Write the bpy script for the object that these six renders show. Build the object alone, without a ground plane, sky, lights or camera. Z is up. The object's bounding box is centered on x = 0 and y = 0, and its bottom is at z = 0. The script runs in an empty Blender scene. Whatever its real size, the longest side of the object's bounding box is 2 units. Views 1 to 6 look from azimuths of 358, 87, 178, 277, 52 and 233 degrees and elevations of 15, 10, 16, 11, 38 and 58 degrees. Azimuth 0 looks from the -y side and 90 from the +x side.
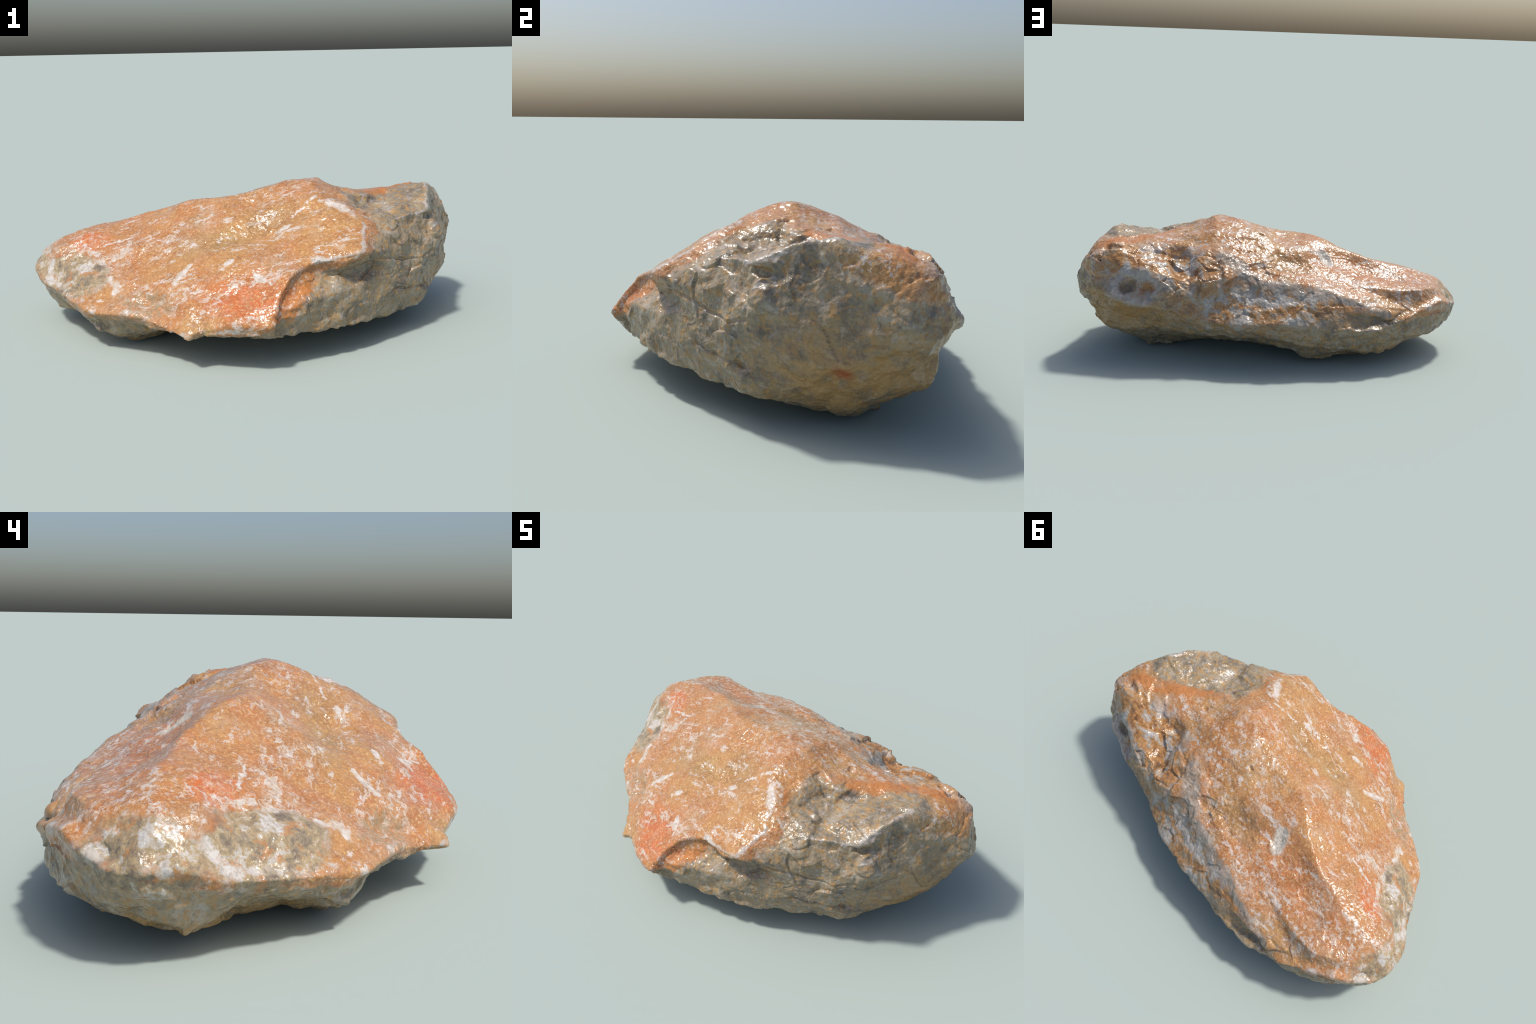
"""A weathered limestone boulder: orange iron-stained crust over grey broken faces.

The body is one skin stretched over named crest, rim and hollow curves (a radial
spline over an ellipsoid), then given relief: chips, ledges, pits and grain."""
import bpy, bmesh, math
import numpy as np
from mathutils import Vector, noise as mnoise
from mathutils.bvhtree import BVHTree

guides = []                                  # (point, ) samples the skin must pass through


def curve(*pts, step=0.035):
    """A crest, rim or crease: sampled evenly along straight pieces."""
    p = [np.array(q, float) for q in pts]
    for a, b in zip(p[:-1], p[1:]):
        n = max(1, int(np.linalg.norm(b - a) / step))
        for i in range(n):
            guides.append(a + (b - a) * i / n)
    guides.append(p[-1])


def rim(*pts, face, wall, step=0.03):
    """A sharp rim: the curve, plus a line just inside it on the face above and one on
    the wall below, so that the skin creases there."""
    curve(*pts, step=step)
    for off in (face, wall):
        curve(*[np.array(q) + off for q in pts[1:-1]], step=step)


def spots(*pts):
    """Single places on a face."""
    guides.extend(np.array(q, float) for q in pts)


# ---- crest that parts the front face from the back slope ----------------------------
curve((-1.0, .185, .255), (-.992, .16, .288), (-.955, .14, .330), (-.909, .13, .364), (-.794, .168, .413),
      (-.708, .188, .436), (-.60, .178, .455), (-.495, .172, .485), (-.36, .135, .525),
      (-.269, .085, .562), (-.20, .05, .573), (-.115, .025, .573), (-.03, .03, .590),
      (.034, .04, .607), (.10, .04, .618), (.165, .045, .642), (.245, .03, .656),
      (.32, .045, .658), (.36, .05, .63), (.41, .08, .60), (.464, .13, .578))
spots((.28, -.03, .648), (.29, -.08, .632), (.30, .09, .640), (.17, .09, .638))

# ---- front face: broad, slightly dished, stained orange ------------------------------
spots((-.198, -.073, .498), (.282, -.138, .602), (.191, -.192, .522), (.132, -.235, .484),
      (.035, -.466, .332), (.001, -.112, .514), (-.129, .0, .558), (-.649, -.011, .377),
      (-.507, -.009, .411), (-.494, -.087, .385), (-.349, -.115, .413), (-.241, -.204, .413),
      (-.25, -.301, .36), (-.311, -.365, .300), (-.658, -.094, .323), (-.57, -.269, .262),
      (-.429, -.20, .330), (-.089, -.363, .383), (.088, -.43, .378), (.246, -.36, .462),
      (.356, -.355, .486), (.40, -.424, .452), (-.126, -.50, .270), (-.065, -.47, .318),
      (.081, -.54, .315), (.066, -.198, .450), (.085, -.16, .482), (-.042, -.493, .298), (.137, -.09, .570), (.02, -.016, .555), (.05, -.32, .418), (.30, -.25, .545), (.38, -.29, .535))
# broken patch at the left end of the face, a little hollow
spots((-.707, -.048, .338), (-.80, .0, .325), (-.862, .045, .358), (-.716, .074, .411), (-.75, -.12, .288),
      (-.83, -.03, .290), (-.66, -.22, .265))

# ---- front rim, from the left tip to the prow ----------------------------------------
rim((-1.0, .185, .250), (-1.0, .13, .258), (-.985, .065, .270), (-.96, .01, .242),
    (-.915, -.04, .221), (-.865, -.09, .205), (-.82, -.15, .199), (-.765, -.225, .192),
    (-.700, -.31, .187), face=(.035, .014, .026), wall=(.012, .010, -.034))
curve((-.700, -.31, .187), (-.638, -.365, .174), (-.575, -.392, .180))
# flake scar: a bite out of the rim
curve((-.575, -.392, .182), (-.516, -.408, .197), (-.456, -.435, .193), (-.388, -.48, .170),
      (-.321, -.53, .153), (-.258, -.612, .142))
curve((-.575, -.385, .190), (-.52, -.335, .232), (-.459, -.291, .275), (-.39, -.305, .300),
      (-.330, -.338, .308), (-.279, -.43, .268), (-.26, -.50, .227), (-.252, -.57, .178))
spots((-.40, -.375, .225), (-.46, -.36, .215), (-.33, -.45, .20))
# prow to the chipped step
rim((-.258, -.612, .142), (-.205, -.574, .172), (-.15, -.598, .186), (-.10, -.62, .205),
    (-.04, -.643, .214), (0.0, -.648, .205), (.045, -.650, .203), (.086, -.648, .206),
    face=(.0, .036, .022), wall=(.0, .012, -.034))
# step: upper lip, then the ledge below it
curve((.086, -.648, .206), (.098, -.614, .245), (.104, -.580, .284), (.150, -.530, .350),
      (.195, -.492, .376), (.232, -.472, .386), (.256, -.455, .402), (.322, -.462, .406),
      (.391, -.462, .411), (.446, -.462, .432))
spots((.206, -.548, .266), (.137, -.575, .180), (.228, -.492, .312), (.110, -.612, .212), (.165, -.57, .235))
curve((.446, -.462, .432), (.458, -.39, .470), (.473, -.314, .515), (.430, -.25, .55),
      (.395, -.19, .582), (.42, -.09, .588))

# ---- grey hollow behind the front corner ---------------------------------------------
curve((.42, -.09, .588), (.465, .005, .583), (.52, .07, .579), (.58, .14, .579), (.65, .20, .579),
      (.70, .235, .580), (.76, .265, .578), (.831, .29, .572), (.89, .262, .565))
curve((.445, -.105, .560), (.495, -.025, .543), (.545, .022, .535), (.60, .08, .545), (.66, .135, .558),
      (.72, .18, .570), (.77, .21, .580))
spots((.544, -.128, .533), (.587, -.129, .523), (.49, -.12, .538), (.56, -.03, .528),
      (.65, .04, .560), (.70, -.02, .562), (.72, .10, .578), (.50, -.22, .535))
curve((.473, -.314, .515), (.53, -.265, .512), (.58, -.232, .508), (.623, -.208, .510),
      (.68, -.165, .520), (.73, -.13, .522), (.775, -.105, .524))
curve((.831, .128, .616), (.815, .05, .600), (.797, -.03, .570), (.775, -.105, .522))
curve((.831, .128, .616), (.80, .19, .600), (.79, .24, .585))
curve((.831, .128, .616), (.866, .16, .586), (.903, .252, .562))

# ---- right end -----------------------------------------------------------------------
spots((.893, .184, .514), (.90, .12, .43), (.93, .20, .41), (.95, .28, .45),
      (.955, .33, .473), (.845, .04, .50), (.895, .05, .36), (.925, .15, .30))
# the pale nose
spots((.790, -.090, .490), (.803, -.093, .468), (.820, -.075, .455), (.826, -.116, .388),
      (.850, -.06, .40), (.775, -.125, .44), (.80, -.13, .40))
curve((.997, .313, .384), (.985, .35, .35), (.972, .39, .32), (.93, .37, .26),
      (.905, .34, .22))
curve((.997, .313, .384), (.97, .33, .44), (.955, .35, .473), (.93, .39, .50),
      (.898, .414, .530))
spots((.888, 0.0, .259), (.93, .12, .24), (.93, .22, .22), (.90, .28, .165),
      (.844, .20, .093), (.785, -.15, .168), (.86, .05, .17), (.95, .25, .30))

# ---- front right wall ----------------------------------------------------------------
curve((.446, -.462, .430), (.49, -.395, .400), (.547, -.345, .365), (.65, -.255, .345),
      (.744, -.190, .337), (.80, -.13, .345))
spots((.547, -.340, .326), (.544, -.341, .408), (.688, -.205, .432), (.62, -.255, .46),
      (.52, -.33, .46), (.36, -.435, .31), (.31, -.43, .335), (.30, -.495, .21),
      (.40, -.450, .21), (.45, -.418, .28), (.25, -.525, .22))
curve((.42, -.42, .15), (.52, -.36, .195), (.603, -.305, .218), (.69, -.22, .20),
      (.77, -.14, .20), (.82, -.06, .22))

# ---- lower edge, right half ----------------------------------------------------------
curve((-.045, -.625, .165), (0.0, -.640, .158), (.06, -.60, .130), (.14, -.555, .128),
      (.30, -.490, .128), (.384, -.445, .121), (.448, -.416, .128), (.53, -.315, .118),
      (.60, -.238, .104), (.68, -.18, .105), (.74, -.15, .107), (.76, -.08, .09),
      (.72, -.04, .075), (.65, .06, .031))
spots((.74, .08, .05), (.80, .12, .075))

# ---- left end below the rim ----------------------------------------------------------
curve((-.886, .075, .068), (-.925, .095, .115), (-.955, .11, .175))
spots((-.94, .09, .150), (-.88, .005, .135), (-.835, -.045, .15), (-.77, -.135, .14), (-.715, -.225, .125),
      (-.96, .19, .17), (-.93, .24, .13))
curve((-.637, -.303, .080), (-.66, -.31, .13), (-.69, -.305, .16))
curve((-.637, -.303, .080), (-.58, -.34, .125), (-.50, -.39, .155), (-.40, -.455, .150),
      (-.30, -.53, .135), (-.245, -.585, .128))
curve((-.637, -.303, .080), (-.57, -.27, .04), (-.494, -.232, .006))
curve((-.886, .075, .068), (-.79, .25, .072), (-.60, .41, .055), (-.38, .45, .042),
      (-.27, .475, .015), (-.18, .50, .038), (-.04, .50, .115), (.05, .47, .132),
      (.172, .44, .128), (.314, .36, .080), (.45, .30, .025), (.576, .256, .002),
      (.635, .305, .018), (.70, .22, .02), (.771, .18, .04), (.844, .20, .093))

# ---- underside -----------------------------------------------------------------------
spots((-.67, 0.0, .04), (-.75, .10, .035), (-.45, .15, .015), (-.30, .20, .02),
      (-.58, -.12, .045), (-.42, -.20, .012), (-.30, -.36, .105), (-.15, -.47, .128), (-.42, -.34, .08),
      (-.20, -.15, .07), (0.0, 0.0, .06), (0.0, -.35, .12), (.20, -.30, .105),
      (.35, -.10, .05), (.20, .15, .05), (.50, 0.0, .03), (.0, .2, .05), (.50, -.22, .075))

# ---- back slope ----------------------------------------------------------------------
spots((-.285, .239, .485), (-.084, .338, .478), (-.542, .423, .352), (-.147, .234, .528),
      (-.004, .217, .552), (.128, .36, .515), (-.517, .252, .425), (-.39, .397, .395),
      (-.333, .412, .404), (-.779, .191, .412), (-.70, .30, .395), (.18, .20, .597),
      (.30, .20, .605), (.29, .30, .555), (.06, .15, .600), (-.40, .22, .462),
      (-.87, .236, .370), (-.848, .325, .369), (-.907, .263, .332), (-.935, .24, .305),
      (-.755, .395, .374), (-.655, .405, .372))
# grey band: the break between the slope and the back wall
curve((.28, .33, .550), (.257, .375, .522), (.20, .388, .503), (.15, .425, .480),
      (.092, .462, .432), (.0, .486, .420), (-.10, .492, .416), (-.20, .486, .416),
      (-.30, .498, .388), (-.40, .515, .365), (-.513, .540, .305), (-.58, .52, .285))
# back rim (widest line at the back)
rim((-1.0, .185, .250), (-.985, .245, .262), (-.95, .31, .283), (-.890, .376, .315),
    (-.80, .445, .298), (-.70, .502, .268), (-.61, .545, .235), (-.525, .578, .212),
    face=(.026, -.030, .014), wall=(.008, -.010, -.036))
curve((-.525, .585, .22), (-.44, .60, .22), (-.34, .610, .23), (-.18, .618, .24), (-.05, .630, .258),
      (.07, .634, .25), (.16, .620, .24), (.30, .592, .25), (.43, .575, .28), (.57, .563, .315),
      (.66, .546, .32), (.75, .533, .335), (.855, .492, .37), (.915, .462, .36), (.962, .41, .335))
# back wall, right part, rough
spots((.345, .515, .452), (.48, .43, .455), (.218, .525, .37), (.57, .522, .41),
      (.682, .50, .41), (.754, .465, .485), (.576, .336, .515), (.62, .37, .528),
      (.466, .545, .38), (.78, .41, .547), (.542, .191, .573), (.40, .26, .55),
      (.45, .33, .515), (.40, .45, .455), (.88, .455, .45), (.68, .29, .565),
      (.70, .42, .525), (.60, .46, .50), (.81, .345, .566), (.35, .54, .37))
curve((.754, .465, .495), (.64, .485, .48), (.506, .505, .455), (.44, .50, .445))
spots((-.20, .56, .33), (.0, .54, .345), (-.35, .565, .30), (.1, .525, .36))
# below the back rim
spots((-.55, .50, .07), (-.40, .565, .11), (-.20, .585, .13), (.0, .585, .165), (.17, .55, .160),
      (.35, .53, .155), (.57, .41, .12), (-.26, .41, .004), (-.12, .40, .045), (.60, .47, .18), (.75, .46, .18), (.792, .455, .25),
      (.635, .32, .05), (.84, .43, .165), (.885, .365, .19), (.74, .46, .15), (-.70, .465, .135), (-.71, .487, .16),
      (-.645, .515, .18), (-.825, .405, .15), (-.882, .363, .21), (-.945, .27, .17), (-.62, .46, .075))


# ======================================================================================
# The skin starts from a lozenge swept along a spine inside the stone; every point of it
# is pushed out along its own ray until it meets the guides.
SPINE_A, SPINE_B = np.array((-.58, .10, .20)), np.array((.56, .06, .28))
CAP = np.array((.40, .58, .28))             # half sizes of the lozenge round the spine


def sheet_front(p):
    """height of the old weathered surface, front side and back side"""
    x, y = p[:, 0], p[:, 1]
    return .584 + .272 * x + .459 * y - .094 * x * x - .205 * y * y


def sheet_back(p):
    x, y = p[:, 0], p[:, 1]
    return .630 + .114 * x - .377 * y - .121 * x * x


def to_lozenge(p):
    """ray base, ray direction and reach of points p, seen from the spine"""
    t = np.clip((p[:, 0] - SPINE_A[0]) / (SPINE_B[0] - SPINE_A[0]), 0, 1)
    s = SPINE_A + (SPINE_B - SPINE_A) * t[:, None]
    d = (p - s) / CAP
    r = np.linalg.norm(d, axis=1)
    return s, d / r[:, None], r


def lozenge_grid(nx=300, ncap=64, ny=190, nz=120):
    """vertices (spine point, direction) and quads of a box grid wrapped on the lozenge"""
    xs = np.concatenate([np.linspace(-1, 0, ncap, endpoint=False),
                         np.linspace(0, 1, nx), 1 + np.linspace(0, 1, ncap + 1)[1:]])
    ys, zs = np.linspace(-1, 1, ny), np.linspace(-1, 1, nz)
    ix = {}
    verts, quads = [], []

    def vid(i, j, k):
        key = (i, j, k)
        if key not in ix:
            ix[key] = len(verts)
            verts.append((xs[i], ys[j], zs[k]))
        return ix[key]
    X, Y, Z = len(xs) - 1, ny - 1, nz - 1
    for i in range(X):
        for j in range(Y):
            quads.append((vid(i, j, Z), vid(i + 1, j, Z), vid(i + 1, j + 1, Z), vid(i, j + 1, Z)))
            quads.append((vid(i, j, 0), vid(i, j + 1, 0), vid(i + 1, j + 1, 0), vid(i + 1, j, 0)))
        for k in range(Z):
            quads.append((vid(i, 0, k), vid(i + 1, 0, k), vid(i + 1, 0, k + 1), vid(i, 0, k + 1)))
            quads.append((vid(i, Y, k), vid(i, Y, k + 1), vid(i + 1, Y, k + 1), vid(i + 1, Y, k)))
    for j in range(Y):
        for k in range(Z):
            quads.append((vid(0, j, k), vid(0, j, k + 1), vid(0, j + 1, k + 1), vid(0, j + 1, k)))
            quads.append((vid(X, j, k), vid(X, j + 1, k), vid(X, j + 1, k + 1), vid(X, j, k + 1)))
    v = np.array(verts)
    t = np.clip(v[:, 0], 0, 1)
    d = v.copy()
    d[:, 0] = np.where(v[:, 0] < 0, v[:, 0], np.where(v[:, 0] > 1, v[:, 0] - 1, 0))
    d = np.tan(d * math.pi / 4)
    d /= np.linalg.norm(d, axis=1)[:, None]
    return SPINE_A + (SPINE_B - SPINE_A) * t[:, None], d, quads


def on_egg(base):
    """the same places carried to a rounder egg, where every one lies on the convex hull"""
    c = (SPINE_A + SPINE_B) / 2
    q = (base - c) / np.array((1.0, .60, .30))
    return q / np.linalg.norm(q, axis=1)[:, None]


def relax(p, edges, amount, rounds, keep=.92):
    """pull points toward the mean of their neighbours"""
    n = len(p)
    deg = np.bincount(edges.ravel(), minlength=n)[:, None]
    for _ in range(rounds):
        acc = np.stack([np.bincount(edges[:, 0], p[edges[:, 1], i], n)
                        + np.bincount(edges[:, 1], p[edges[:, 0], i], n) for i in range(3)], 1)
        p = p + (acc / deg - p) * amount
        acc = np.stack([np.bincount(edges[:, 0], p[edges[:, 1], i], n)
                        + np.bincount(edges[:, 1], p[edges[:, 0], i], n) for i in range(3)], 1)
        p = p - (acc / deg - p) * (amount * keep)     # push back, so that nothing shrinks
    return p


def skin():
    g = np.array(guides)
    s, d, r = to_lozenge(g)
    egg = on_egg(s + d * CAP)
    keep = []                                # drop guides that fall on the same ray
    for i in range(len(g)):
        if all(np.linalg.norm(egg[i] - egg[j]) > .012 for j in keep):
            keep.append(i)
    g, egg = g[keep], egg[keep]
    # facets: neighbouring guides joined into triangles
    bm = bmesh.new()
    vv = [bm.verts.new(q) for q in egg.tolist()]
    bm.verts.index_update()
    bmesh.ops.convex_hull(bm, input=vv)
    tris = [[v.index for v in f.verts] for f in bm.faces]
    bm.free()
    tree = BVHTree.FromPolygons(egg.tolist(), tris)
    vs, vd, quads = lozenge_grid()
    rays = on_egg(vs + vd * CAP)
    p = np.empty((len(rays), 3))
    origin = Vector((0, 0, 0))
    for i, ray in enumerate(rays.tolist()):
        hit, _, f, _ = tree.ray_cast(origin, Vector(ray))
        a, b, c = tris[f]
        A, B, C = egg[a], egg[b], egg[c]
        e1, e2, q = B - A, C - A, np.array(hit) - A
        d11, d12, d22, q1, q2 = e1 @ e1, e1 @ e2, e2 @ e2, q @ e1, q @ e2
        den = d11 * d22 - d12 * d12
        v = (d22 * q1 - d12 * q2) / den
        w = (d11 * q2 - d12 * q1) / den
        p[i] = g[a] * (1 - v - w) + g[b] * v + g[c] * w
    me = bpy.data.meshes.new("boulder")
    me.from_pydata(p.tolist(), [], quads)
    me.update()
    ed = np.empty(len(me.edges) * 2, dtype=np.int64)
    me.edges.foreach_get("vertices", ed)
    ed = ed.reshape(-1, 2)
    hard = relax(p, ed, .5, 14)               # broken rock keeps its facets
    soft = relax(hard, ed, .5, 150, .80)           # the worn crust is rounded
    worn = np.clip((.05 - (np.minimum(sheet_front(p), sheet_back(p)) - p[:, 2])) / .03, 0, 1)
    inner = np.clip((.03 - np.abs(np.minimum(sheet_front(p), sheet_back(p)) - p[:, 2])) / .02, 0, 1)
    worn = .35 * worn + .65 * inner
    worn = relax(np.repeat(worn[:, None], 3, 1), ed, .5, 20)
    return me, hard + (soft - hard) * worn * .9


def normals_of(me, p):
    me.vertices.foreach_set("co", p.ravel())
    me.update()
    nn = np.empty(len(me.vertices) * 3)
    me.vertices.foreach_get("normal", nn)
    return nn.reshape(-1, 3)


# ---- relief ---------------------------------------------------------------------------
def smooth(x, lo, hi):
    t = np.clip((x - lo) / (hi - lo), 0, 1)
    return t * t * (3 - 2 * t)


def fbm(p, size, octaves, seed, rough=.5):
    """fractal noise in about -1..1, lumps of the given size in metres"""
    off = Vector((seed * 7.13, seed * 3.71, seed * 5.37))
    k = 1.0 / size
    f = mnoise.fractal
    H = -math.log2(rough)
    return np.array([f(Vector(q) * k + off, H, 2.0, octaves) for q in p.tolist()])


def cells(p, size, seed):
    """0 inside flat chips, rising to their borders"""
    off = Vector((seed * 2.3, seed * 9.1, seed * 4.7))
    k = 1.0 / size
    out = np.empty(len(p))
    for i, q in enumerate(p.tolist()):
        d, _ = mnoise.voronoi(Vector(q) * k + off)
        out[i] = d[1] - d[0]
    return out


def blocks(p, size, seed):
    """tilted angular lumps: every cell is a little plane of its own"""
    off = Vector((seed * 5.9, seed * 1.7, seed * 8.3))
    k = 1.0 / size
    out = np.empty(len(p))
    for i, q in enumerate(p.tolist()):
        v = Vector(q) * k + off
        d, c = mnoise.voronoi(v)
        t = mnoise.cell_vector(c[0] * 3.7)
        out[i] = (t - Vector((.5, .5, .5))).dot(v - c[0]) * 1.6 + t.x - .5
    return out


def along(p, *line):
    """distance from p to a polyline"""
    best = np.full(len(p), 9.0)
    for a, b in zip(line[:-1], line[1:]):
        a, b = np.array(a), np.array(b)
        ba = b - a
        h = np.clip((p - a) @ ba / (ba @ ba), 0, 1)
        best = np.minimum(best, np.linalg.norm(p - a - h[:, None] * ba, axis=1))
    return best


me, P = skin()
N = normals_of(me, P)
D = np.zeros(len(P))

# overall unevenness: gentle on the crust, harsher on broken rock
depth = np.minimum(sheet_front(P), sheet_back(P)) - P[:, 2]        # below the old surface
broken = smooth(depth, .045, .08)
rough = smooth(along(P, (.20, .45, .42), (.45, .48, .42), (.62, .42, .47), (.80, .38, .50)), .26, .10)
warp = np.stack([fbm(P, .12, 2, 11), fbm(P, .12, 2, 12), fbm(P, .12, 2, 13)], 1) * .03
big = fbm(P, .16, 3, 1)
mid = fbm(P + warp, .055, 4, 2, .55)
fine = fbm(P, .016, 3, 3, .6)
chip = cells(P + warp, .11, 1)
D += .002 + big * .004
D += mid * (.0016 + .0018 * broken + .0035 * rough)
D += fine * (.0007 + .0003 * broken + .0005 * rough)
D += (smooth(chip, .0, .6) - .5) * (.002 + .006 * broken) * (1 - rough)
# gnarled knobs on the rough back corner
D += blocks(P + warp * .6, .11, 5) * (.013 * rough)
D += blocks(P + warp * .6, .13, 6) * (.0075 * broken * (1 - rough))
bowl = smooth(along(P, (.50, -.12, .54), (.62, -.02, .54), (.74, .06, .57)), .17, .09)
D += blocks(P + warp * .4, .095, 9) * (.008 * bowl)
edge = smooth(np.abs(depth - .045), .05, .0)
D += blocks(P + warp * .5, .055, 8) * (.006 * edge)
D += blocks(P + warp * .5, .04, 7) * (.0018 * np.maximum(rough, broken))


def pit(centre, radii, depth, lip=0.0, axis=(0, 0, 1), angle=0.0):
    """a hollow (or, with negative depth, a boss) with an uneven outline"""
    global D
    q = P - np.array(centre)
    if angle:
        ax = np.array(axis, float) / np.linalg.norm(axis)
        c, sn = math.cos(angle), math.sin(angle)
        q = q * c - np.cross(ax, q) * sn + ax * (q @ ax)[:, None] * (1 - c)
    r = np.linalg.norm(q / np.array(radii), axis=1) + mid * .22
    D -= depth * smooth(r, 1.0, .35)
    if lip:
        D += lip * smooth(np.abs(r - 1.12), .3, .0)


def groove(width, depth, *line):
    global D
    d = along(P + warp * .35, *line)
    D -= depth * smooth(d, width, width * .2)


pit((.464, .158, .575), (.025, .02, .03), .016)
pit((.802, .376, .545), (.055, .035, .04), .018, .003)
pit((.665, .51, .390), (.130, .10, .075), .012, .006)
pit((.712, .505, .392), (.050, .08, .034), .013, .0, (0, 1, 0), .5)
pit((.612, .515, .385), (.058, .08, .034), .010, .0, (0, 1, 0), .6)
pit((.576, .336, .512), (.05, .03, .03), .010)
pit((.545, .385, .500), (.03, .04, .03), .009)
pit((.50, .33, .52), (.06, .015, .03), .010)
groove(.090, .030, (.47, .35, .51), (.43, .44, .46), (.405, .49, .42))
groove(.018, .010, (.36, .49, .46), (.355, .54, .40), (.36, .57, .33))
groove(.10, .006, (-.26, .25, .49), (-.40, .25, .45), (-.52, .255, .42), (-.62, .28, .40))
pit((-.084, .338, .478), (.15, .10, .08), .012)
pit((.13, .27, .55), (.11, .08, .08), .008)
pit((-.20, -.30, .36), (.14, .10, .08), .006)
pit((.22, -.29, .48), (.12, .09, .08), -.006)
pit((-.45, -.06, .40), (.12, .08, .08), -.006)
pit((.345, .52, .44), (.025, .02, .02), -.012)
pit((.86, -.02, .15), (.03, .03, .03), .014)
pit((.90, .06, .20), (.022, .02, .02), .012)
pit((.812, -.085, .430), (.06, .05, .060), -.024)
pit((.790, -.085, .500), (.05, .05, .024), .018)
pit((-.283, .238, .487), (.032, .060, .05), .006, .003, (0, 0, 1), .5)
pit((-.745, -.03, .33), (.06, .05, .03), .010)
pit((.052, .165, .590), (.020, .005, .03), .012)
pit((-.85, .03, .125), (.04, .05, .03), .010)
pit((-.93, .105, .165), (.02, .06, .022), -.010)
pit((-.585, .50, .275), (.05, .035, .03), -.014)
groove(.010, .006, (.30, -.47, .40), (.446, -.452, .412), (.50, -.385, .392), (.56, -.335, .372),
       (.66, -.25, .35), (.744, -.186, .337), (.80, -.12, .35))
groove(.009, .006, (.56, -.33, .215), (.603, -.305, .226), (.70, -.21, .212), (.78, -.13, .20))
groove(.007, .006, (.545, -.342, .425), (.540, -.344, .405), (.552, -.335, .39))
groove(.012, .008, (.89, .16, .30), (.92, .25, .30), (.95, .32, .30))
groove(.010, .007, (-.46, .50, .33), (-.53, .50, .30), (-.60, .48, .29))
groove(.007, .005, (.25, .52, .38), (.28, .54, .33), (.27, .56, .28))

# chipped step beside the prow: a scarp with the crust plate above and a ledge below
scarp = [(.086, .200), (.098, .245), (.106, .284), (.150, .348), (.195, .374), (.232, .384),
         (.262, .398)]
front = (P[:, 1] < -.38) & (P[:, 0] > .02) & (P[:, 0] < .40)
q3 = np.stack([P[:, 0], np.zeros(len(P)), P[:, 2]], 1)
d = along(q3 + (warp * .5 + np.stack([fine, fine, mid], 1) * .008) * np.array((1, 0, 1)), *[(x, 0, z) for x, z in scarp])
side = np.full(len(P), -1.0)                                  # +1 under the scarp
sx = np.array([x for x, z in scarp])
sz = np.array([z for x, z in scarp])
side[P[:, 2] < np.interp(P[:, 0], sx, sz, left=-1)] = 1.0
sd = d * side
D -= np.where(front, .015 * smooth(sd, -.003, .010) * smooth(sd, .085, .03), 0)
D += np.where(front, .006 * smooth(-sd, .0, .008) * smooth(-sd, .05, .01), 0)

P = P + N * D[:, None]
P[:, 2] = np.maximum(P[:, 2], 0.0)
me.vertices.foreach_set("co", P.ravel())
me.update()
me.shade_smooth()


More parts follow.
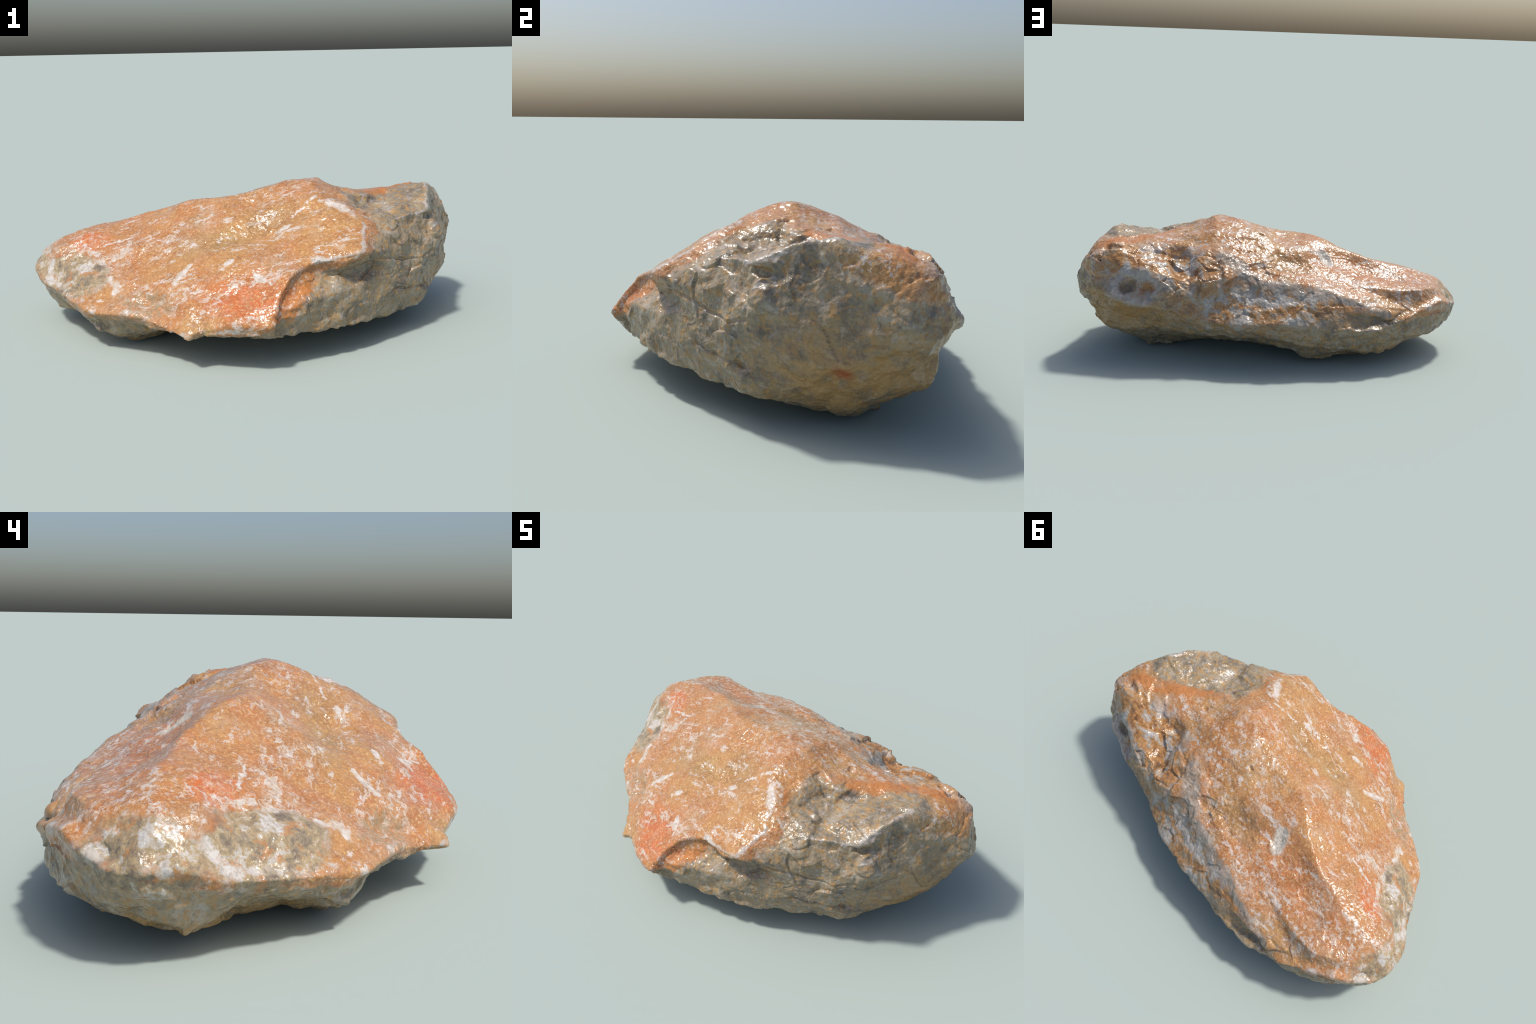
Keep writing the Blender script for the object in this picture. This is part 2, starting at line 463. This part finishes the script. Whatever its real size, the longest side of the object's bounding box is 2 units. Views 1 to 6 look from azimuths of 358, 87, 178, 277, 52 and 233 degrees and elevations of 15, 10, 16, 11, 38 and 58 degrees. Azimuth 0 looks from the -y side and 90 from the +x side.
# ---- stone material ---------------------------------------------------------------------
class Nodes:
    """small shorthand for building a node graph"""

    def __init__(self, tree):
        self.t = tree

    def put(self, sock, val):
        if isinstance(val, bpy.types.NodeSocket):
            self.t.links.new(val, sock)
        elif val is not None:
            if hasattr(sock.default_value, "__len__") and not isinstance(val, (tuple, list)):
                val = (val,) * len(sock.default_value)
            if hasattr(sock.default_value, "__len__") and len(sock.default_value) == 4 and len(val) == 3:
                val = (*val, 1)
            sock.default_value = val

    def m(self, op, a, b=None, c=None):
        n = self.t.nodes.new("ShaderNodeMath")
        n.operation = op
        for i, v in enumerate((a, b, c)):
            if v is not None:
                self.put(n.inputs[i], v)
        return n.outputs[0]

    def v(self, op, a, b=None, scale=None):
        n = self.t.nodes.new("ShaderNodeVectorMath")
        n.operation = op
        self.put(n.inputs[0], a)
        if b is not None:
            self.put(n.inputs[1], b)
        if scale is not None:
            self.put(n.inputs["Scale"], scale)
        return n.outputs["Value"] if op in ("LENGTH", "DISTANCE", "DOT_PRODUCT") else n.outputs[0]

    def mapping(self, vec, loc=(0, 0, 0), rot=(0, 0, 0), scale=(1, 1, 1)):
        n = self.t.nodes.new("ShaderNodeMapping")
        self.put(n.inputs["Vector"], vec)
        n.inputs["Location"].default_value = loc
        n.inputs["Rotation"].default_value = rot
        n.inputs["Scale"].default_value = scale
        return n.outputs[0]

    def noise(self, vec, scale, detail=3, rough=.55, distort=0.0, color=False):
        n = self.t.nodes.new("ShaderNodeTexNoise")
        self.put(n.inputs["Vector"], vec)
        n.inputs["Scale"].default_value = scale
        n.inputs["Detail"].default_value = detail
        n.inputs["Roughness"].default_value = rough
        n.inputs["Distortion"].default_value = distort
        return n.outputs["Color" if color else "Fac"]

    def voronoi(self, vec, scale, feature="F1"):
        n = self.t.nodes.new("ShaderNodeTexVoronoi")
        n.feature = feature
        self.put(n.inputs["Vector"], vec)
        n.inputs["Scale"].default_value = scale
        return n.outputs["Distance"]

    def step(self, x, lo, hi, a=0.0, b=1.0):
        n = self.t.nodes.new("ShaderNodeMapRange")
        n.interpolation_type = "SMOOTHSTEP"
        self.put(n.inputs[0], x)
        for i, val in enumerate((lo, hi, a, b)):
            n.inputs[i + 1].default_value = val
        return n.outputs[0]

    def ramp(self, x, *stops):
        n = self.t.nodes.new("ShaderNodeValToRGB")
        self.put(n.inputs[0], x)
        cr = n.color_ramp
        while len(cr.elements) < len(stops):
            cr.elements.new(.5)
        for el, (pos, col) in zip(cr.elements, stops):
            el.position = pos
            el.color = (*col, 1)
        return n.outputs[0]

    def mix(self, fac, a, b, mode="MIX"):
        n = self.t.nodes.new("ShaderNodeMix")
        n.data_type = "RGBA"
        n.blend_type = mode
        self.put(n.inputs[0], fac)
        self.put(n.inputs[6], a)
        self.put(n.inputs[7], b)
        return n.outputs[2]


mat = bpy.data.materials.new("stained_limestone")
mat.use_nodes = True
tree = mat.node_tree
k = Nodes(tree)
bsdf = tree.nodes["Principled BSDF"]
pos = tree.nodes.new("ShaderNodeTexCoord").outputs["Object"]
wob = k.v("SUBTRACT", k.noise(pos, 9, 4, .6, color=True), (.5, .5, .5))
wpos = k.v("ADD", pos, k.v("SCALE", wob, scale=.10))          # position with ragged borders
wpos2 = k.v("ADD", pos, k.v("SCALE", k.v("SUBTRACT", k.noise(pos, 30, 4, .65, color=True), (.5, .5, .5)), scale=.05))


wposs = k.v("ADD", pos, k.v("SCALE", k.v("SUBTRACT", wpos2, pos), scale=.45))
wpos3 = k.v("ADD", wpos, k.v("SUBTRACT", wpos2, pos))            # ragged at both sizes


def blob(centre, radii, soft=.35, rot=(0, 0, 0), src=None):
    """1 inside a ragged ellipsoid, 0 outside"""
    src = src or wpos
    q = k.v("SUBTRACT", src, centre)
    if any(rot):
        n = tree.nodes.new("ShaderNodeVectorRotate")
        n.rotation_type = "EULER_XYZ"
        n.invert = True
        n.inputs["Rotation"].default_value = rot
        k.put(n.inputs["Vector"], q)
        q = n.outputs[0]
    q = k.v("DIVIDE", q, radii)
    return k.step(k.v("LENGTH", q), 1 + soft, 1 - soft)


def streak(a, b, width, src=None):
    """1 along a ragged vein from a to b"""
    src = src or wpos2
    a, b = Vector(a), Vector(b)
    ba = b - a
    pa = k.v("SUBTRACT", src, tuple(a))
    h = k.m("DIVIDE", k.v("DOT_PRODUCT", pa, tuple(ba)), ba.length_squared)
    n = tree.nodes.new("ShaderNodeClamp")
    k.put(n.inputs[0], h)
    d = k.v("LENGTH", k.v("SUBTRACT", pa, k.v("SCALE", tuple(ba), scale=n.outputs[0])))
    return k.step(d, width, width * .45)


def union(*masks):
    out = masks[0]
    for x in masks[1:]:
        out = k.m("MAXIMUM", out, x)
    return out


# where the old weathered surface survives: two gently curved sheets
sep = tree.nodes.new("ShaderNodeSeparateXYZ")
k.put(sep.inputs[0], wpos2)
X, Y, Z = sep.outputs
lin = lambda c0, cx, cy: k.m("MULTIPLY_ADD", X, cx, k.m("MULTIPLY_ADD", Y, cy, c0))
XX, YY = k.m("MULTIPLY", X, X), k.m("MULTIPLY", Y, Y)
sheet_f = k.m("MULTIPLY_ADD", XX, -.094, k.m("MULTIPLY_ADD", YY, -.205, lin(.584, .272, .459)))
sheet_b = k.m("MULTIPLY_ADD", XX, -.121, lin(.630, .114, -.377))
below_f, below_b = k.m("SUBTRACT", sheet_f, Z), k.m("SUBTRACT", sheet_b, Z)
below = k.m("MINIMUM", below_f, below_b)
crust = k.step(below, .066, .046)
hollow = union(blob((.60, -.06, .54), (.20, .18, .09), .18), blob((.76, .10, .59), (.15, .16, .07), .2))
left_break = union(blob((-.775, -.10, .27), (.20, .115, .10), .16, (0, 0, -.8), src=wpos3),
                   blob((-.97, .16, .28), (.10, .17, .10), .2, src=wpos3))
crust = k.m("MULTIPLY", crust, k.m("SUBTRACT", 1, union(hollow, left_break)))

# ---- crust colours
n_big = k.noise(pos, 3.2, 3, .55)
n_mid = k.noise(pos, 14, 4, .6)
n_grain = k.noise(pos, 85, 4, .7)
crust_col = k.ramp(n_big, (.30, (.435, .262, .108)), (.44, (.445, .222, .080)), (.56, (.435, .178, .062)),
                   (.70, (.35, .215, .10)))
reds = union(blob((-.03, -.53, .27), (.17, .13, .11), .5), blob((-.72, .03, .39), (.10, .06, .06), .5))
red_back = blob((-.45, .28, .42), (.45, .17, .12), .5)
crust_col = k.mix(k.m("MULTIPLY", red_back, .6), crust_col, (.43, .160, .060))
crust_col = k.mix(k.m("MULTIPLY", reds, k.step(k.noise(wpos2, 16, 5, .7), .34, .56, .4, .95)), crust_col, (.52, .120, .034))
olive = union(blob((.11, -.15, .51), (.12, .10, .07), .5), blob((-.20, -.20, .42), (.16, .08, .06), .5),
              blob((-.08, .33, .48), (.14, .08, .06), .5))
crust_col = k.mix(k.m("MULTIPLY", olive, .55), crust_col, (.31, .205, .085))
crust_col = k.mix(k.step(n_mid, .42, .70, 0, .55), crust_col, (.30, .125, .045))
crust_col = k.mix(k.step(k.noise(wpos2, 42, 4, .7), .50, .68, 0, .5), crust_col, (.235, .125, .055))
speck = k.step(k.noise(pos, 95, 4, .75), .50, .66, 0, .75)
crust_col = k.mix(speck, crust_col, (.60, .40, .19))

crust_col = k.mix(k.step(k.noise(wpos, 8, 5, .65), .48, .66, 0, .38), crust_col, (.47, .30, .175))

# pale lime flecks, drawn out along the dip of the face
flow = k.mapping(wpos2, rot=(.35, -.60, -.55), scale=(.42, 1.3, 1.0))
flecks = union(k.step(k.noise(flow, 13, 6, .70), .585, .63), k.step(k.noise(flow, 30, 5, .70), .575, .64, 0, .9))
dust = k.step(k.noise(wpos2, 36, 5, .75), .52, .61, 0, .9)
dust_zone = union(blob((.15, .18, .58), (.28, .22, .12), .6), blob((-.85, .15, .36), (.20, .25, .12), .6),
                  blob((-.40, .42, .38), (.55, .10, .12), .6), k.m("MULTIPLY", k.step(n_big, .42, .66), .55))
marks = union(
    streak((-.235, -.085, .487), (-.160, -.060, .508), .014),
    streak((.191, -.192, .522), (.290, -.132, .605), .010),
    streak((.02, -.445, .345), (.055, -.485, .322), .022),
    streak((.075, -.50, .325), (.10, -.505, .32), .018),
    streak((-.25, -.301, .36), (-.311, -.365, .30), .018),
    streak((.10, -.24, .475), (.165, -.235, .495), .017),
    streak((-.649, -.011, .377), (-.507, -.009, .411), .009),
    streak((-.66, -.09, .325), (-.63, -.16, .305), .026, wpos3),
    streak((-.60, -.22, .28), (-.56, -.29, .255), .026, wpos3),
    streak((-.74, .02, .37), (-.67, -.05, .345), .018, wpos3),
    streak((.34, -.18, .59), (.40, -.23, .565), .030),
    streak((.25, -.45, .402), (.30, -.46, .405), .022),
    streak((-.10, -.37, .38), (-.08, -.36, .385), .018),
    streak((-.35, -.115, .413), (-.33, -.10, .42), .010),
    streak((-.25, -.205, .41), (-.23, -.19, .418), .010))
back_mark = streak((-.305, .268, .478), (-.264, .206, .494), .044, wposs)
ridge = k.m("ABSOLUTE", k.m("SUBTRACT", k.noise(flow, 7, 5, .6), .5))
veins = k.m("MULTIPLY", k.step(ridge, .020, .005), k.step(k.noise(pos, 5, 3), .45, .60, 0, .85))
white = union(veins, k.m("MULTIPLY", flecks, .85), k.m("MULTIPLY", dust, dust_zone), marks)
white_col = k.ramp(k.noise(pos, 40, 4), (.35, (.48, .40, .32)), (.6, (.60, .55, .51)))
crust_col = k.mix(white, crust_col, white_col)
crust_col = k.mix(back_mark, crust_col, k.ramp(n_grain, (.35, (.43, .38, .31)), (.65, (.56, .52, .46))))

# ---- broken rock colours
n_b1 = k.noise(wpos2, 9, 6, .70)
n_b2 = k.noise(pos, 38, 5, .70, .3)
rock = k.ramp(n_b1, (.34, (.15, .125, .09)), (.44, (.225, .19, .14)), (.54, (.31, .245, .155)),
              (.66, (.37, .335, .285)))
rock = k.mix(k.step(n_b2, .47, .62, 0, .75), rock, (.40, .225, .072))
rock = k.mix(k.step(k.noise(pos, 27, 5, .7), .54, .66, 0, .65), rock, (.40, .37, .335))
rock = k.mix(k.step(k.noise(wpos2, 48, 4, .65), .55, .68, 0, .65), rock, (.13, .105, .08))
# honey-brown lower right end, tan underside
honey = union(blob((.86, .22, .20), (.16, .32, .17), .5), blob((.75, .50, .30), (.25, .14, .15), .5),
              blob((-.62, .2, .02), (.4, .4, .10), .5))
rock = k.mix(k.m("MULTIPLY", honey, k.step(n_b1, .36, .56, .25, .9)), rock, (.40, .235, .085))
rock = k.mix(blob((.93, .12, .205), (.03, .05, .03), .5), rock, (.33, .10, .03))
# gnarled back corner: orange, white and brown all mixed
gnarl = union(blob((.55, .42, .47), (.36, .17, .11), .4), blob((.05, .56, .33), (.42, .10, .12), .5))
n_g = k.noise(wpos2, 12, 6, .72, .4)
gn_col = k.ramp(n_g, (.36, (.17, .10, .055)), (.43, (.36, .17, .06)), (.49, (.43, .235, .09)),
                (.535, (.36, .31, .26)), (.63, (.46, .43, .40)))
# grey band under the back slope
band = union(streak((.24, .37, .51), (.10, .47, .44), .060), streak((.10, .48, .42), (-.30, .52, .37), .042),
             streak((-.30, .52, .37), (-.58, .52, .28), .028))
band_col = k.ramp(n_b2, (.35, (.23, .20, .16)), (.62, (.42, .38, .33)))
# orange lip along the hollow
lip = union(streak((.46, .04, .57), (.60, .14, .57), .040), streak((.60, .15, .57), (.75, .30, .575), .050),
            streak((.75, .30, .57), (.86, .33, .56), .050), streak((.40, -.14, .585), (.44, -.20, .56), .012))
ledge = streak((.14, -.575, .215), (.235, -.485, .335), .036)
scar = blob((-.42, -.38, .21), (.14, .10, .06), .4)
rimwhite = union(streak((-.99, .14, .262), (-.88, -.025, .222), .022), streak((-.88, -.025, .222), (-.70, -.27, .19), .018),
                 streak((-.60, -.39, .18), (-.26, -.59, .145), .014), streak((-.26, -.59, .145), (.09, -.635, .205), .014),
                 streak((.25, -.455, .402), (.446, -.462, .43), .016), streak((.446, -.455, .43), (.47, -.31, .515), .014),
                 streak((.63, -.205, .51), (.775, -.105, .525), .012), streak((.775, -.105, .525), (.83, .13, .616), .020),
                 streak((-.985, .245, .262), (-.80, .445, .298), .024), streak((.81, -.09, .45), (.835, -.07, .41), .035))

col = k.mix(crust, rock, crust_col)
col = k.mix(gnarl, col, gn_col)
left_col = k.ramp(k.noise(wpos2, 14, 6, .72), (.38, (.16, .125, .09)), (.45, (.27, .215, .145)), (.51, (.37, .27, .14)),
                  (.555, (.43, .385, .33)), (.62, (.54, .51, .48)))
left_col = k.mix(k.step(k.noise(wpos2, 18, 5, .7), .53, .62, 0, .75), left_col, (.42, .19, .065))
left_col = k.mix(blob((-.862, .045, .355), (.05, .05, .04), .4, src=wpos2), left_col, (.44, .16, .05))
col = k.mix(k.m("MULTIPLY", left_break, k.step(below, .13, .09)), col, left_col)
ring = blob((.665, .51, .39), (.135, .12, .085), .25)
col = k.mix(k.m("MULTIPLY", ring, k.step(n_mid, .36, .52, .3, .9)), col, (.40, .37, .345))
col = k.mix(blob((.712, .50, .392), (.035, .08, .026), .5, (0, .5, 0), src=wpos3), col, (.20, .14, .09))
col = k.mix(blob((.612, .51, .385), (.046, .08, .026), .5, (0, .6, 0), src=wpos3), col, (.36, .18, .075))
col = k.mix(k.m("MULTIPLY", band, k.step(n_mid, .34, .58, .35, .85)), col, band_col)
col = k.mix(k.m("MULTIPLY", lip, k.step(n_mid, .36, .55, .4, 1)), col, (.45, .185, .06))
col = k.mix(k.m("MULTIPLY", ledge, k.step(n_b2, .35, .55)), col, (.47, .19, .055))
col = k.mix(k.m("MULTIPLY", scar, k.step(n_b2, .48, .58, 0, .8)), col, (.30, .23, .14))
col = k.mix(k.m("MULTIPLY", rimwhite, k.step(n_mid, .38, .56, .1, .85)), col, (.47, .43, .39))
grain = k.ramp(n_grain, (.30, (.72, .71, .70)), (.50, (1, 1, 1)), (.72, (1.0, 1.0, 1.0)))
col = k.mix(1.0, col, grain, "MULTIPLY")
k.put(bsdf.inputs["Base Color"], col)
k.put(bsdf.inputs["Roughness"], k.m("ADD", k.step(k.noise(pos, 20, 3), .35, .7, .12, .20),
      k.m("MULTIPLY", k.m("SUBTRACT", 1, crust), .12)))
bsdf.inputs["IOR"].default_value = 1.5

height = k.m("ADD", k.noise(pos, 62, 1.6, .45), k.m("MULTIPLY", k.noise(pos, 190, 2, .5), .09))
bump = tree.nodes.new("ShaderNodeBump")
bump.inputs["Strength"].default_value = .7
bump.inputs["Distance"].default_value = .006
k.put(bump.inputs["Height"], height)
k.put(bsdf.inputs["Normal"], bump.outputs[0])

me.materials.append(mat)
ob = bpy.data.objects.new("boulder", me)
bpy.context.collection.objects.link(ob)
ob["label"] = "rough boulder with orange stained crust and grey broken faces"
ob["category"] = "rock"
